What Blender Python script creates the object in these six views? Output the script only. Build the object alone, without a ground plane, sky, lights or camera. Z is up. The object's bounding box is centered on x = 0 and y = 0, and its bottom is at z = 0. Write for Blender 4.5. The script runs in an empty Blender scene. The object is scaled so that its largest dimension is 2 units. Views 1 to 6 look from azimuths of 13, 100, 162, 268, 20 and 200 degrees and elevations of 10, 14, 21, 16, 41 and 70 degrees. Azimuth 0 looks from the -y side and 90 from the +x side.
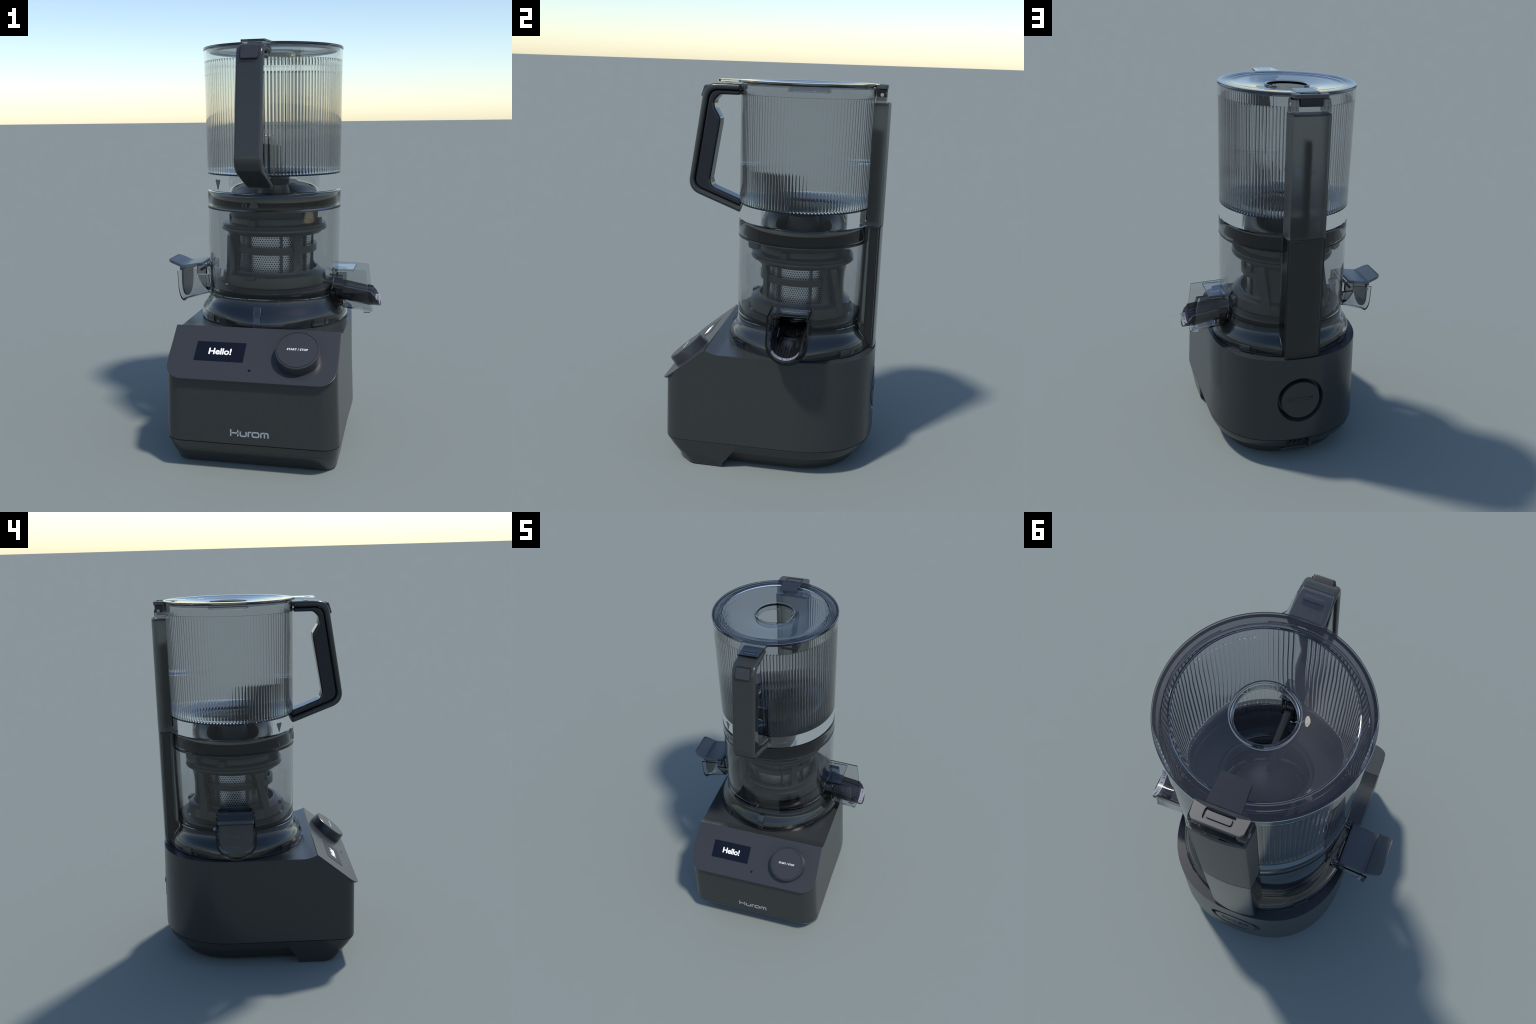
# Upright slow juicer: motor base, juicing bowl with strainer, ribbed hopper jug, lid, handle.
import bpy, bmesh, math
from math import sin, cos, pi, radians, sqrt, hypot
from mathutils import Vector, Matrix

Y0 = 0.118            # y of the vertical axis of bowl, jug and lid
SCENE = bpy.context.scene


# ----------------------------------------------------------------- materials
def material(name, colour, rough=0.45, transmission=0.0, ior=1.45, metallic=0.0, grain=0.0,
             grain_scale=60.0, bump=0.0, bump_scale=400.0, spec=0.5, emit=0.0, coat=0.0):
    m = bpy.data.materials.new(name)
    m.use_nodes = True
    nt = m.node_tree
    b = nt.nodes["Principled BSDF"]
    b.inputs["Base Color"].default_value = (*colour, 1)
    b.inputs["Roughness"].default_value = rough
    b.inputs["Transmission Weight"].default_value = transmission
    b.inputs["IOR"].default_value = ior
    b.inputs["Metallic"].default_value = metallic
    b.inputs["Specular IOR Level"].default_value = spec
    b.inputs["Coat Weight"].default_value = coat
    if emit:
        b.inputs["Emission Color"].default_value = (*colour, 1)
        b.inputs["Emission Strength"].default_value = emit
    coord = nt.nodes.new("ShaderNodeTexCoord")
    if grain:
        n = nt.nodes.new("ShaderNodeTexNoise")
        n.inputs["Scale"].default_value = grain_scale
        n.inputs["Detail"].default_value = 4
        r = nt.nodes.new("ShaderNodeValToRGB")
        r.color_ramp.elements[0].position, r.color_ramp.elements[1].position = 0.35, 0.65
        r.color_ramp.elements[0].color = (*[c * (1 - grain) for c in colour], 1)
        r.color_ramp.elements[1].color = (*[min(1, c * (1 + grain)) for c in colour], 1)
        nt.links.new(coord.outputs["Object"], n.inputs["Vector"])
        nt.links.new(n.outputs["Fac"], r.inputs["Fac"])
        nt.links.new(r.outputs["Color"], b.inputs["Base Color"])
    if bump:
        n = nt.nodes.new("ShaderNodeTexNoise")
        n.inputs["Scale"].default_value = bump_scale
        bp = nt.nodes.new("ShaderNodeBump")
        bp.inputs["Strength"].default_value = bump
        bp.inputs["Distance"].default_value = 0.001
        nt.links.new(coord.outputs["Object"], n.inputs["Vector"])
        nt.links.new(n.outputs["Fac"], bp.inputs["Height"])
        nt.links.new(bp.outputs["Normal"], b.inputs["Normal"])
    return m


BODY = material("matte_charcoal_plastic", (0.0305, 0.0325, 0.0325), 0.25, grain=0.03, bump=0.03)
PANEL = material("satin_panel_plastic", (0.033, 0.034, 0.039), 0.30, grain=0.02, bump=0.03)  # body plastic tinted lighter and bluer for sun and sky on the slope
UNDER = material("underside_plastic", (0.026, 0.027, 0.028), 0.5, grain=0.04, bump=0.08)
RUBBER = material("black_rubber", (0.012, 0.012, 0.012), 0.7, grain=0.1)
SCREEN = material("navy_display", (0.004, 0.006, 0.013), 0.3, spec=0.25)
GLOW = material("display_white", (0.95, 0.95, 0.95), 0.5, emit=0.35)
PRINT = material("white_print", (0.75, 0.75, 0.76), 0.5)
LOGO = material("silver_print", (0.34, 0.35, 0.37), 0.35)
GLASS = material("clear_smoky_plastic", (0.80, 0.807, 0.815), 0.0, transmission=1.0, ior=1.45)
LIDGLASS = material("lid_smoky_plastic", (0.74, 0.748, 0.76), 0.0, transmission=1.0, ior=1.45)
SMOKE = material("dark_smoky_plastic", (0.34, 0.345, 0.34), 0.42, transmission=1.0, ior=1.45)
SMOKE_CLEAR = material("dark_clear_plastic", (0.42, 0.43, 0.44), 0.03, transmission=1.0, ior=1.45)
CAGE = material("cage_plastic", (0.036, 0.038, 0.039), 0.26, grain=0.05, bump=0.05)
FUNNEL = material("funnel_plastic", (0.030, 0.032, 0.034), 0.33, grain=0.04)
DARK = material("black_interior", (0.010, 0.010, 0.011), 0.45, grain=0.05)
GRIP = material("glossy_grip_plastic", (0.014, 0.016, 0.022), 0.10, grain=0.04)
HINGE = material("hinge_plastic", (0.060, 0.057, 0.057), 0.4, grain=0.03, bump=0.05)
LEVER = material("lever_plastic", (0.26, 0.275, 0.30), 0.30, transmission=0.85, ior=1.45)
STRAP = material("hinge_strap_plastic", (0.018, 0.019, 0.024), 0.12, grain=0.03)
RIMGLASS = material("rim_smoky_plastic", (0.42, 0.425, 0.45), 0.0, transmission=1.0, ior=1.45)
DUCT = material("duct_smoky_plastic", (0.42, 0.43, 0.43), 0.14, transmission=1.0, ior=1.45)
SPINE = material("duct_spine_plastic", (0.06, 0.063, 0.064), 0.35, grain=0.04)
FLOORGLASS = material("floor_darkened_plastic", (0.22, 0.225, 0.235), 0.02, transmission=1.0, ior=1.45)  # darker tint than the clear plastic of the jug wall
COLLAR = material("collar_smoky_plastic", (0.36, 0.365, 0.37), 0.03, transmission=1.0, ior=1.45)
PLATFORM = material("platform_plastic", (0.013, 0.014, 0.015), 0.8, grain=0.04, spec=0.1)
CHUTE = material("chute_plastic", (0.10, 0.105, 0.125), 0.08, transmission=0.9, ior=1.45)  # base colour lowered so the spout's lightless inside reads near black
LIP = material("chute_lip_plastic", (0.28, 0.28, 0.31), 0.3)


def mesh_material():
    """Stainless screen: dark round holes in a hexagonal pattern, wrapped on the cylinder."""
    m = bpy.data.materials.new("perforated_steel")
    m.use_nodes = True
    nt = m.node_tree
    b = nt.nodes["Principled BSDF"]
    L = nt.links.new
    co = nt.nodes.new("ShaderNodeTexCoord")
    sp = nt.nodes.new("ShaderNodeSeparateXYZ")
    L(co.outputs["Object"], sp.inputs[0])

    def mth(op, a, c=None):
        n = nt.nodes.new("ShaderNodeMath")
        n.operation = op
        for i, v in enumerate((a, c)):
            if v is None:
                continue
            if isinstance(v, (int, float)):
                n.inputs[i].default_value = v
            else:
                L(v, n.inputs[i])
        return n.outputs[0]
    ang = mth("ARCTAN2", mth("SUBTRACT", sp.outputs["Y"], Y0), sp.outputs["X"])
    u = mth("MULTIPLY", ang, 0.19 / 0.0128)
    v = mth("MULTIPLY", sp.outputs["Z"], 1 / 0.0222)

    def dots(du):
        a = mth("SUBTRACT", mth("FRACT", mth("ADD", u, du)), 0.5)
        c = mth("MULTIPLY", mth("SUBTRACT", mth("FRACT", mth("ADD", v, du)), 0.5), 1.73)
        return mth("LESS_THAN", mth("ADD", mth("MULTIPLY", a, a), mth("MULTIPLY", c, c)), 0.075)
    hole = mth("MAXIMUM", dots(0.0), dots(0.5))
    mix = nt.nodes.new("ShaderNodeMix")
    mix.data_type = "RGBA"
    mix.inputs["A"].default_value = (0.78, 0.79, 0.80, 1)
    mix.inputs["B"].default_value = (0.03, 0.03, 0.032, 1)
    L(hole, mix.inputs["Factor"])
    L(mix.outputs["Result"], b.inputs["Base Color"])
    b.inputs["Metallic"].default_value = 0.85
    b.inputs["Roughness"].default_value = 0.42
    return m


STEEL = mesh_material()


# ----------------------------------------------------------------- helpers
def link(obj, parent):
    SCENE.collection.objects.link(obj)
    obj.parent = parent
    return obj


def make(name, verts, faces, mat, parent, smooth=35.0, bevel=0.0, segs=2, kind=None, bevel_angle=40.0):
    me = bpy.data.meshes.new(name)
    me.from_pydata([tuple(v) for v in verts], [], faces)
    return finish(name, me, mat, parent, smooth, bevel, segs, kind, bevel_angle)


def finish(name, me, mat, parent, smooth=35.0, bevel=0.0, segs=2, kind=None, bevel_angle=40.0, fix=True):
    if fix:
        bm = bmesh.new()
        bm.from_mesh(me)
        bmesh.ops.recalc_face_normals(bm, faces=bm.faces)
        bm.to_mesh(me)
        bm.free()
    ob = link(bpy.data.objects.new(name, me), parent)
    if mat:
        me.materials.clear()
        me.materials.append(mat)
    if bevel:
        md = ob.modifiers.new("bevel", "BEVEL")
        md.width, md.segments, md.limit_method, md.angle_limit = bevel, segs, "ANGLE", radians(bevel_angle)
        apply(ob)
    shade(ob, smooth)
    if bevel:
        weighted(ob)
    if kind:
        ob["kind"] = kind
    return ob


def shade(ob, smooth=35.0):
    me = ob.data
    me.polygons.foreach_set("use_smooth", [True] * len(me.polygons))
    me.set_sharp_from_angle(angle=radians(smooth))
    me.update()


def weighted(ob):
    """Keep large flat faces flat next to small rounded edges."""
    md = ob.modifiers.new("weighted", "WEIGHTED_NORMAL")
    md.mode, md.weight, md.keep_sharp = "FACE_AREA", 80, True
    apply(ob)


def apply(ob):
    dg = bpy.context.evaluated_depsgraph_get()
    dg.update()
    old = ob.data
    new = bpy.data.meshes.new_from_object(ob.evaluated_get(dg))
    ob.modifiers.clear()
    ob.data = new
    new.name = old.name
    bpy.data.meshes.remove(old)


def boolean(ob, cutter, op="DIFFERENCE"):
    md = ob.modifiers.new("cut", "BOOLEAN")
    md.operation, md.object, md.solver = op, cutter, "EXACT"
    apply(ob)
    me = cutter.data
    bpy.data.objects.remove(cutter)
    bpy.data.meshes.remove(me)
    bm = bmesh.new()
    bm.from_mesh(ob.data)
    bmesh.ops.remove_doubles(bm, verts=bm.verts, dist=1e-5)
    bmesh.ops.dissolve_degenerate(bm, dist=1e-5, edges=bm.edges)
    bm.to_mesh(ob.data)
    bm.free()


def lathe(name, profile, mat, parent, seg=128, smooth=35.0, ripple=None, a0=0.0, a1=2 * pi, kind=None, closed=True):
    """Turn a closed (r, z) outline around the vertical axis at y = Y0."""
    full = abs(a1 - a0 - 2 * pi) < 1e-6
    n = seg if full else seg + 1
    k = len(profile)
    verts, faces = [], []
    for i in range(n):
        a = a0 + (a1 - a0) * i / seg
        for j, (r, z) in enumerate(profile):
            rr = r + (ripple(i, j, z) if ripple else 0)
            verts.append((rr * cos(a), Y0 + rr * sin(a), z))
    rows = k if closed else k - 1
    for i in range(seg):
        p, q = i * k, ((i + 1) % n) * k
        for j in range(rows):
            jj = (j + 1) % k
            faces.append((p + j, q + j, q + jj, p + jj))
    if not full:
        faces.append(tuple(range(k)))
        faces.append(tuple(reversed(range((n - 1) * k, n * k))))
    return make(name, verts, faces, mat, parent, smooth, kind=kind)


def prism(name, outline, lo, hi, axis, mat, parent, bevel=0.0, segs=2, smooth=35.0, bevel_angle=40.0):
    """Extrude a 2D outline along an axis: 'x' takes (y,z), 'y' takes (x,z), 'z' takes (x,y)."""
    def at(p, t):
        return {"x": (t, p[0], p[1]), "y": (p[0], t, p[1]), "z": (p[0], p[1], t)}[axis]
    n = len(outline)
    verts = [at(p, lo) for p in outline] + [at(p, hi) for p in outline]
    faces = [tuple(range(n)), tuple(range(2 * n - 1, n - 1, -1))]
    faces += [(i, (i + 1) % n, n + (i + 1) % n, n + i) for i in range(n)]
    return make(name, verts, faces, mat, parent, smooth, bevel, segs, bevel_angle=bevel_angle)


def box(name, x, y, z, mat, parent, bevel=0.0, segs=2):
    return prism(name, [(x[0], y[0]), (x[1], y[0]), (x[1], y[1]), (x[0], y[1])], z[0], z[1], "z", mat, parent, bevel, segs)


def loft(name, rings, mat, parent, smooth=35.0, bevel=0.0, segs=2, cap=True):
    n = len(rings[0])
    verts = [p for r in rings for p in r]
    faces = []
    for i in range(len(rings) - 1):
        for j in range(n):
            jj = (j + 1) % n
            faces.append((i * n + j, i * n + jj, (i + 1) * n + jj, (i + 1) * n + j))
    if cap:
        faces.append(tuple(reversed(range(n))))
        faces.append(tuple(range((len(rings) - 1) * n, len(rings) * n)))
    return make(name, verts, faces, mat, parent, smooth, bevel, segs)


def fillet(points, radii, steps=6, closed=False):
    """Round the corners of a 2D polyline."""
    out, n = [], len(points)
    for i, p in enumerate(points):
        r = radii[i] if isinstance(radii, (list, tuple)) else radii
        if r <= 0 or (not closed and i in (0, n - 1)):
            out.append(tuple(p))
            continue
        p, a, b = Vector(p), Vector(points[i - 1]), Vector(points[(i + 1) % n])
        u, v = (a - p).normalized(), (b - p).normalized()
        half = u.angle(v) / 2
        t = min(r / math.tan(half), (a - p).length * 0.49, (b - p).length * 0.49)
        s, e = p + u * t, p + v * t
        for k in range(steps + 1):
            f = k / steps
            out.append(tuple((s * (1 - f) + p * f) * (1 - f) + (p * (1 - f) + e * f) * f))
    return out


def arc(cx, cy, r, a, b, n):
    return [(cx + r * cos(radians(a + (b - a) * i / n)), cy + r * sin(radians(a + (b - a) * i / n))) for i in range(n + 1)]


def text(name, body, size, mat, parent, matrix, depth=0.0012, bold=0.0, spacing=1.0):
    cu = bpy.data.curves.new(name, "FONT")
    cu.body, cu.size, cu.align_x, cu.align_y = body, size, "CENTER", "CENTER"
    cu.extrude, cu.offset, cu.space_character, cu.resolution_u = depth, bold, spacing, 4
    tmp = bpy.data.objects.new(name, cu)
    SCENE.collection.objects.link(tmp)
    dg = bpy.context.evaluated_depsgraph_get()
    dg.update()
    me = bpy.data.meshes.new_from_object(tmp.evaluated_get(dg))
    bpy.data.objects.remove(tmp)
    bpy.data.curves.remove(cu)
    me.transform(matrix)
    me.name = name
    ob = link(bpy.data.objects.new(name, me), parent)
    me.materials.clear()
    me.materials.append(mat)
    return ob


def frame(origin, right, up):
    r, u = Vector(right).normalized(), Vector(up).normalized()
    n = r.cross(u)
    m = Matrix((r, u, n)).transposed().to_4x4()
    m.translation = Vector(origin)
    return m


def group(name, parent):
    e = bpy.data.objects.new(name, None)
    return link(e, parent)


ROOT = link(bpy.data.objects.new("slow_juicer", None), None)
ROOT["label"] = "charcoal upright slow juicer with clear ribbed hopper and screen"
ROOT["category"] = "juicer"


# ================================================================= motor base
R_BASE = 0.427
FRONT, HALF = -0.528, 0.409


def plan(side=0.0, front=0.0, back=None, corner=0.078):
    """Plan outline of the base: squarish round back (superellipse), straight flanks, rounded front corners."""
    back = side if back is None else back
    ax, by, n = HALF - side, R_BASE - back, 2.38
    pts = []
    for i in range(81):
        a = pi * i / 80
        pts.append((math.copysign(abs(cos(a)) ** (2 / n), cos(a)) * ax if i not in (0, 80) else (ax if i == 0 else -ax), Y0 + by * abs(sin(a)) ** (2 / n)))
    c = max(corner - side * 0.5, 0.02)
    f, h = FRONT + front, HALF - side
    pts += arc(-h + c, f + c, c, 180, 270, 10)
    pts += arc(h - c, f + c, c, 270, 360, 10)
    return pts


def level(z, **k):
    return [(x, y, z) for x, y in plan(**k)]


DECK, RIDGE = 0.630, (-0.318, 0.653)
SLOPE = radians(39.8)
T = Vector((0, -cos(SLOPE), -sin(SLOPE)))       # down along the panel
N = Vector((0, -sin(SLOPE), cos(SLOPE)))        # out of the panel
PANEL_O = Vector((0, RIDGE[0], RIDGE[1]))


def on_panel(x, s, h=0.0):
    return PANEL_O + Vector((x, 0, 0)) + T * s + N * h


body = loft("motor_base", [level(0.146, side=-0.005, front=0.002, back=-0.001), level(0.150, side=-0.007, back=-0.003), level(0.40, side=0.001, back=0.001), level(0.70, side=0.0055, front=0.001, back=0.0085)], BODY, ROOT, 30)
nose = PANEL_O + T * 0.32
ramp = [(-0.248, DECK)] + [(-0.248 - 0.068 * t, DECK + 0.0195 * t ** 1.6) for t in (0.2, 0.4, 0.6, 0.8, 1.0)]
keep = prism("keep", [(0.7, 0.0), (0.7, DECK)] + ramp + [(RIDGE[0], RIDGE[1] - 0.006), (nose.y, nose.z - 0.007), (nose.y, 0.0)],
             -0.6, 0.6, "x", None, None)
boolean(body, keep, "INTERSECT")
# round vent groove at the back
cut_v, cut_f = [], []
SEG = 64
CZ = 0.385
prof = [(0.106, 0.62), (0.106, 0.497), (0.117, 0.497), (0.134, 0.554), (0.134, 0.62)]
for i in range(SEG):
    a = 2 * pi * i / SEG
    cut_v += [(r * cos(a), y, CZ + r * sin(a)) for r, y in prof]
for i in range(SEG):
    p, q = i * 5, ((i + 1) % SEG) * 5
    cut_f += [(p + j, p + (j + 1) % 5, q + (j + 1) % 5, q + j) for j in range(5)]
cutter = make("cutter", cut_v, cut_f, None, None)
boolean(body, cutter)
cutter = box("cutter", (-0.062, 0.062), (0.44, 0.60), (0.10, 0.165), None, None)
md = body.modifiers.new("bevel", "BEVEL")
md.width, md.segments, md.limit_method, md.angle_limit = 0.005, 2, "ANGLE", radians(38)
apply(body)
bpy.data.objects.remove(cutter)
shade(body, 32)
weighted(body)

# lower shell: skirt, recessed core, front foot
skirt = loft("base_skirt", [level(0.096, side=0.012, front=0.03, back=0.020), level(0.112, side=0.004, front=0.024, back=0.010),
                            level(0.1435, side=-0.006, front=0.003, back=-0.002), level(0.1445, side=-0.003, front=0.006, back=0.001)], BODY, body, 30)
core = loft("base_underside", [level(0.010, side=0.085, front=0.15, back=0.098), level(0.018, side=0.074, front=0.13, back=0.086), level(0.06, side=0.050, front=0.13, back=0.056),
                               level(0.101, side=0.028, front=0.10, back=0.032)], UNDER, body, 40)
foot = loft("front_foot", [level(0.0, side=0.024, front=0.115, corner=0.075), level(0.008, side=0.018, front=0.104, corner=0.075),
                           level(0.10, side=0.002, front=0.029, corner=0.078), level(0.1440, side=-0.0065, front=0.0015)], BODY, body, 30)
wedge = prism("keep", fillet([(-0.8, -0.1), (-0.20, -0.1), (-0.212, 0.02), (-0.16, 0.095), (-0.135, 0.1425), (-0.8, 0.1425)],
                             [0, 0, 0.0, 0.02, 0, 0], 4), -0.6, 0.6, "x", None, None)
boolean(foot, wedge, "INTERSECT")
shade(foot, 30)
for x, y in ((-0.18, 0.28), (0.18, 0.28), (0.0, -0.36), (-0.22, 0.0), (0.22, 0.0)):
    prism("rubber_foot", arc(x, y, 0.035, 0, 345, 23), 0.0 if y > -0.2 else -0.0, 0.02, "z", RUBBER, body, 0.002)

# power socket at the back
for part in (skirt, core):
    boolean(part, box("cutter", (-0.060, 0.074), (0.475, 0.60), (0.064, 0.170), None, None))
    shade(part, 30)
sock = group("power_socket", ROOT)
box("socket_frame", (-0.080, 0.090), (0.47, 0.497), (0.046, 0.0635), UNDER, sock, 0.004)
box("socket_frame", (-0.080, -0.061), (0.47, 0.522), (0.0640, 0.128), UNDER, sock, 0.003)
box("socket_opening", (-0.059, 0.073), (0.470, 0.494), (0.0645, 0.1440), DARK, sock)
for x in (-0.026, 0.0, 0.026):
    box("socket_pin", (x + 0.004, x + 0.010), (0.494, 0.508), (0.085, 0.105), UNDER, sock)

# embossed word inside the round vent
text("embossed_mark", "HUROM", 0.036, BODY, body, frame((0, Y0 + R_BASE - 0.0004, CZ + 0.005), (-1, 0, 0), (0, 0, 1)), 0.001, 0.0, 1.15)

# control panel: thin slab on the slope, its lower corners rounded, lower lip overhanging
LEN = 0.302
HW = 0.4045
outline = [(HW, 0.0)] + arc(HW - 0.002 - 0.08, LEN - 0.08, 0.08, 0, 90, 10) + arc(-HW + 0.002 + 0.08, LEN - 0.08, 0.08, 90, 180, 10) + [(-HW, 0.0)]
rings = [[on_panel(x * k, s if s < 0.01 else s - dd, h) for x, s in outline] for h, k, dd in
         ((-0.026, 0.975, 0.018), (-0.010, 0.996, 0.004), (-0.0035, 1.0, 0.0), (-0.0008, 0.999, 0.001), (0.0, 0.996, 0.003))]
panel = loft("control_panel", rings, PANEL, body, 50)
weighted(panel)
inset = [(x * 0.986, 0.006 + s * 0.957) for x, s in outline]

# display
scr = [on_panel(x, s, 0.0012) for x, s in ((-0.2775, 0.0905), (-0.0375, 0.0905), (-0.0375, 0.199), (-0.2775, 0.199))]
scr2 = [p - N * 0.004 for p in scr]
make("display_screen", scr2 + scr, [(3, 2, 1, 0), (4, 5, 6, 7)] + [(i, (i + 1) % 4, 4 + (i + 1) % 4, 4 + i) for i in range(4)], SCREEN, panel)
text("display_text", "Hello!", 0.0475, GLOW, panel, frame(on_panel(-0.157, 0.146, 0.0016), (1, 0, 0), -T), 0.0006, 0.0010, 0.98)
# status light
led = [on_panel(0.0 + 0.007 * cos(2 * pi * i / 16), 0.240 + 0.007 * sin(2 * pi * i / 16), 0.0012) for i in range(16)]
make("status_light", [p - N * 0.004 for p in led] + led, [tuple(range(16, 32))] + [(i, (i + 1) % 16, 16 + (i + 1) % 16, 16 + i) for i in range(16)], SCREEN, panel)

# knob
KS = 0.146
kn_prof = [(0.1065, -0.004), (0.1065, 0.004), (0.105, 0.030), (0.104, 0.046), (0.102, 0.051), (0.0985, 0.0535), (0.0965, 0.0535),
           (0.0955, 0.0505), (0.0945, 0.0505), (0.0935, 0.0535), (0.06, 0.0537), (0.0, 0.0537)]
kv, kf = [], []
SEG = 96
KX = 0.219
for i in range(SEG):
    a = 2 * pi * i / SEG
    for r, h in kn_prof[:-1]:
        kv.append(on_panel(KX + r * cos(a), KS + r * sin(a), h))
kk = len(kn_prof) - 1
for i in range(SEG):
    p, q = i * kk, ((i + 1) % SEG) * kk
    kf += [(p + j, q + j, q + j + 1, p + j + 1) for j in range(kk - 1)]
kf.append(tuple(i * kk + kk - 1 for i in range(SEG)))
kf.append(tuple(i * kk for i in reversed(range(SEG))))
knob = make("control_knob", kv, kf, PANEL, body, 30)
weighted(knob)
text("knob_text", "START / STOP", 0.0148, PRINT, knob, frame(on_panel(KX, KS, 0.0540), (1, 0, 0), -T), 0.0003, 0.0004, 1.08)


# maker's mark on the front: rounded strokes
def stroke(path, w, steps=5, rad=0.006, closed=False):
    pts = [Vector(p) for p in fillet(path, rad, steps, closed)]
    n = len(pts)
    L_, R_ = [], []
    for i, p in enumerate(pts):
        a = pts[i - 1] if (i > 0 or closed) else p
        b = pts[(i + 1) % n] if (i < n - 1 or closed) else p
        u = (b - a).normalized()
        nn = Vector((-u.y, u.x)) * w / 2
        L_.append(p + nn)
        R_.append(p - nn)
    return L_, R_, closed


def mark(paths, w, x0, z0, y, h, name, mat, parent):
    verts, faces = [], []
    for path, rad, closed in paths:
        L_, R_, cl = stroke(path, w, 5, rad, closed)
        base, n = len(verts), len(L_)
        for pl_, pr_ in zip(L_, R_):
            for p, yy in ((pl_, y), (pr_, y), (pr_, y + h), (pl_, y + h)):
                verts.append((x0 + p.x, yy, z0 + p.y))
        for i in range(n if cl else n - 1):
            a, b = base + 4 * i, base + 4 * ((i + 1) % n)
            faces += [(a + j, a + (j + 1) % 4, b + (j + 1) % 4, b + j) for j in range(4)]
        if not cl:
            faces += [(base, base + 3, base + 2, base + 1), tuple(base + 4 * (n - 1) + j for j in range(4))]
    return make(name, verts, faces, mat, parent)


S = 0.033
strokes = [([(0.0, 0), (0.0, S)], 0, False), ([(0.0, 0.016), (0.0365, 0.016)], 0, False), ([(0.0342, 0), (0.0342, S * 0.92)], 0, False),
           ([(0.046, S * 0.74), (0.046, 0.002), (0.074, 0.002), (0.074, S * 0.74)], 0.008, False),
           ([(0.084, 0), (0.084, S * 0.72), (0.098, S * 0.72)], 0.008, False),
           ([(0.103, 0.002), (0.134, 0.002), (0.134, S * 0.72), (0.103, S * 0.72)], 0.008, True),
           ([(0.144, 0), (0.144, S * 0.72), (0.178, S * 0.72), (0.178, 0)], 0.008, False), ([(0.161, 0), (0.161, S * 0.72)], 0, False)]
mark(strokes, 0.0064, -0.086, 0.186, FRONT - 0.0012, 0.003, "front_lettering", LOGO, body)


# ================================================================= juicing bowl
bowl_prof = [(0.341, 1.200), (0.340, 1.15), (0.3395, 1.10), (0.3385, 1.03), (0.3375, 0.97), (0.3365, 0.91), (0.3358, 0.85), (0.335, 0.80), (0.3355, 0.765), (0.3375, 0.744), (0.3445, 0.726), (0.360, 0.704),
             (0.374, 0.684), (0.3815, 0.667), (0.384, 0.653), (0.384, 0.634),
             (0.374, 0.634), (0.371, 0.655), (0.366, 0.674), (0.354, 0.695), (0.340, 0.714), (0.330, 0.735), (0.326, 0.760),
             (0.318, 0.771), (0.16, 0.771), (0.16, 0.781), (0.320, 0.783), (0.3245, 0.80), (0.3255, 0.85), (0.3265, 0.91), (0.3275, 0.97), (0.3285, 1.03), (0.3295, 1.10), (0.330, 1.15), (0.331, 1.200)]

def squarish(z):
    """How far the bowl wall bulges towards the four diagonals, by height."""
    steps = [(0.645, 0.0), (0.685, 0.014), (0.715, 0.017), (0.745, 0.015), (0.80, 0.013), (0.90, 0.013), (1.03, 0.0135), (1.10, 0.0095), (1.15, 0.0045), (1.2, 0.0)]
    for (z0, a0), (z1, a1) in zip(steps, steps[1:]):
        if z0 <= z <= z1:
            return a0 + (a1 - a0) * (z - z0) / (z1 - z0)
    return 0.0


def bulge(i, j, z):
    return 0.0 if bowl_prof[j][0] < 0.2 else squarish(z) * sin(4 * pi * i / 128) ** 2


bowl = lathe("juicing_bowl", bowl_prof, GLASS, ROOT, 128, 28, bulge)
# round-cornered opening in the wall behind the juice spout
boolean(bowl, prism("cutter", fillet([(0.046, 0.735), (0.192, 0.735), (0.200, 0.862), (0.038, 0.862)], [0.045, 0.045, 0.02, 0.02], 5, True), 0.20, 0.42, "x", None, None))
shade(bowl, 28)

# bayonet tabs on the bowl's foot, and thin pins beside them
for a in (45, 135, 225, 315):
    def place(da, r, z):
        t = radians(a + da)
        return (r * cos(t), Y0 + r * sin(t), z)
    def slab(nm, da0, da1, r0, r1, z0, z1, mat=GLASS):
        v = []
        for z in (z0, z1):
            for da, r in ((da0, r0), (da1, r0), (da1, r1), (da0, r1)):
                v.append(place(da, r, z))
        return make(nm, v, [(0, 1, 2, 3), (7, 6, 5, 4)] + [(i, (i + 1) % 4, 4 + (i + 1) % 4, 4 + i) for i in range(4)], mat, bowl, 35, 0.003)
    slab("bayonet_tab", -5, 5, 0.3845, 0.394, 0.636, 0.672)
    slab("locating_pin", 7.2, 7.9, 0.3838, 0.388, 0.638, 0.664)
    slab("locating_pin", 8.7, 9.4, 0.3838, 0.388, 0.638, 0.664)

# raised rib on the front of the foot
front_rib = []
prism("front_rib", fillet([(-0.268, 0.636), (-0.268, 0.66), (-0.256, 0.70), (-0.236, 0.738), (-0.228, 0.735), (-0.244, 0.70), (-0.262, 0.636)], 0.006, 3),
      -0.034, 0.000, "x", GLASS, bowl, 0.004)

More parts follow.
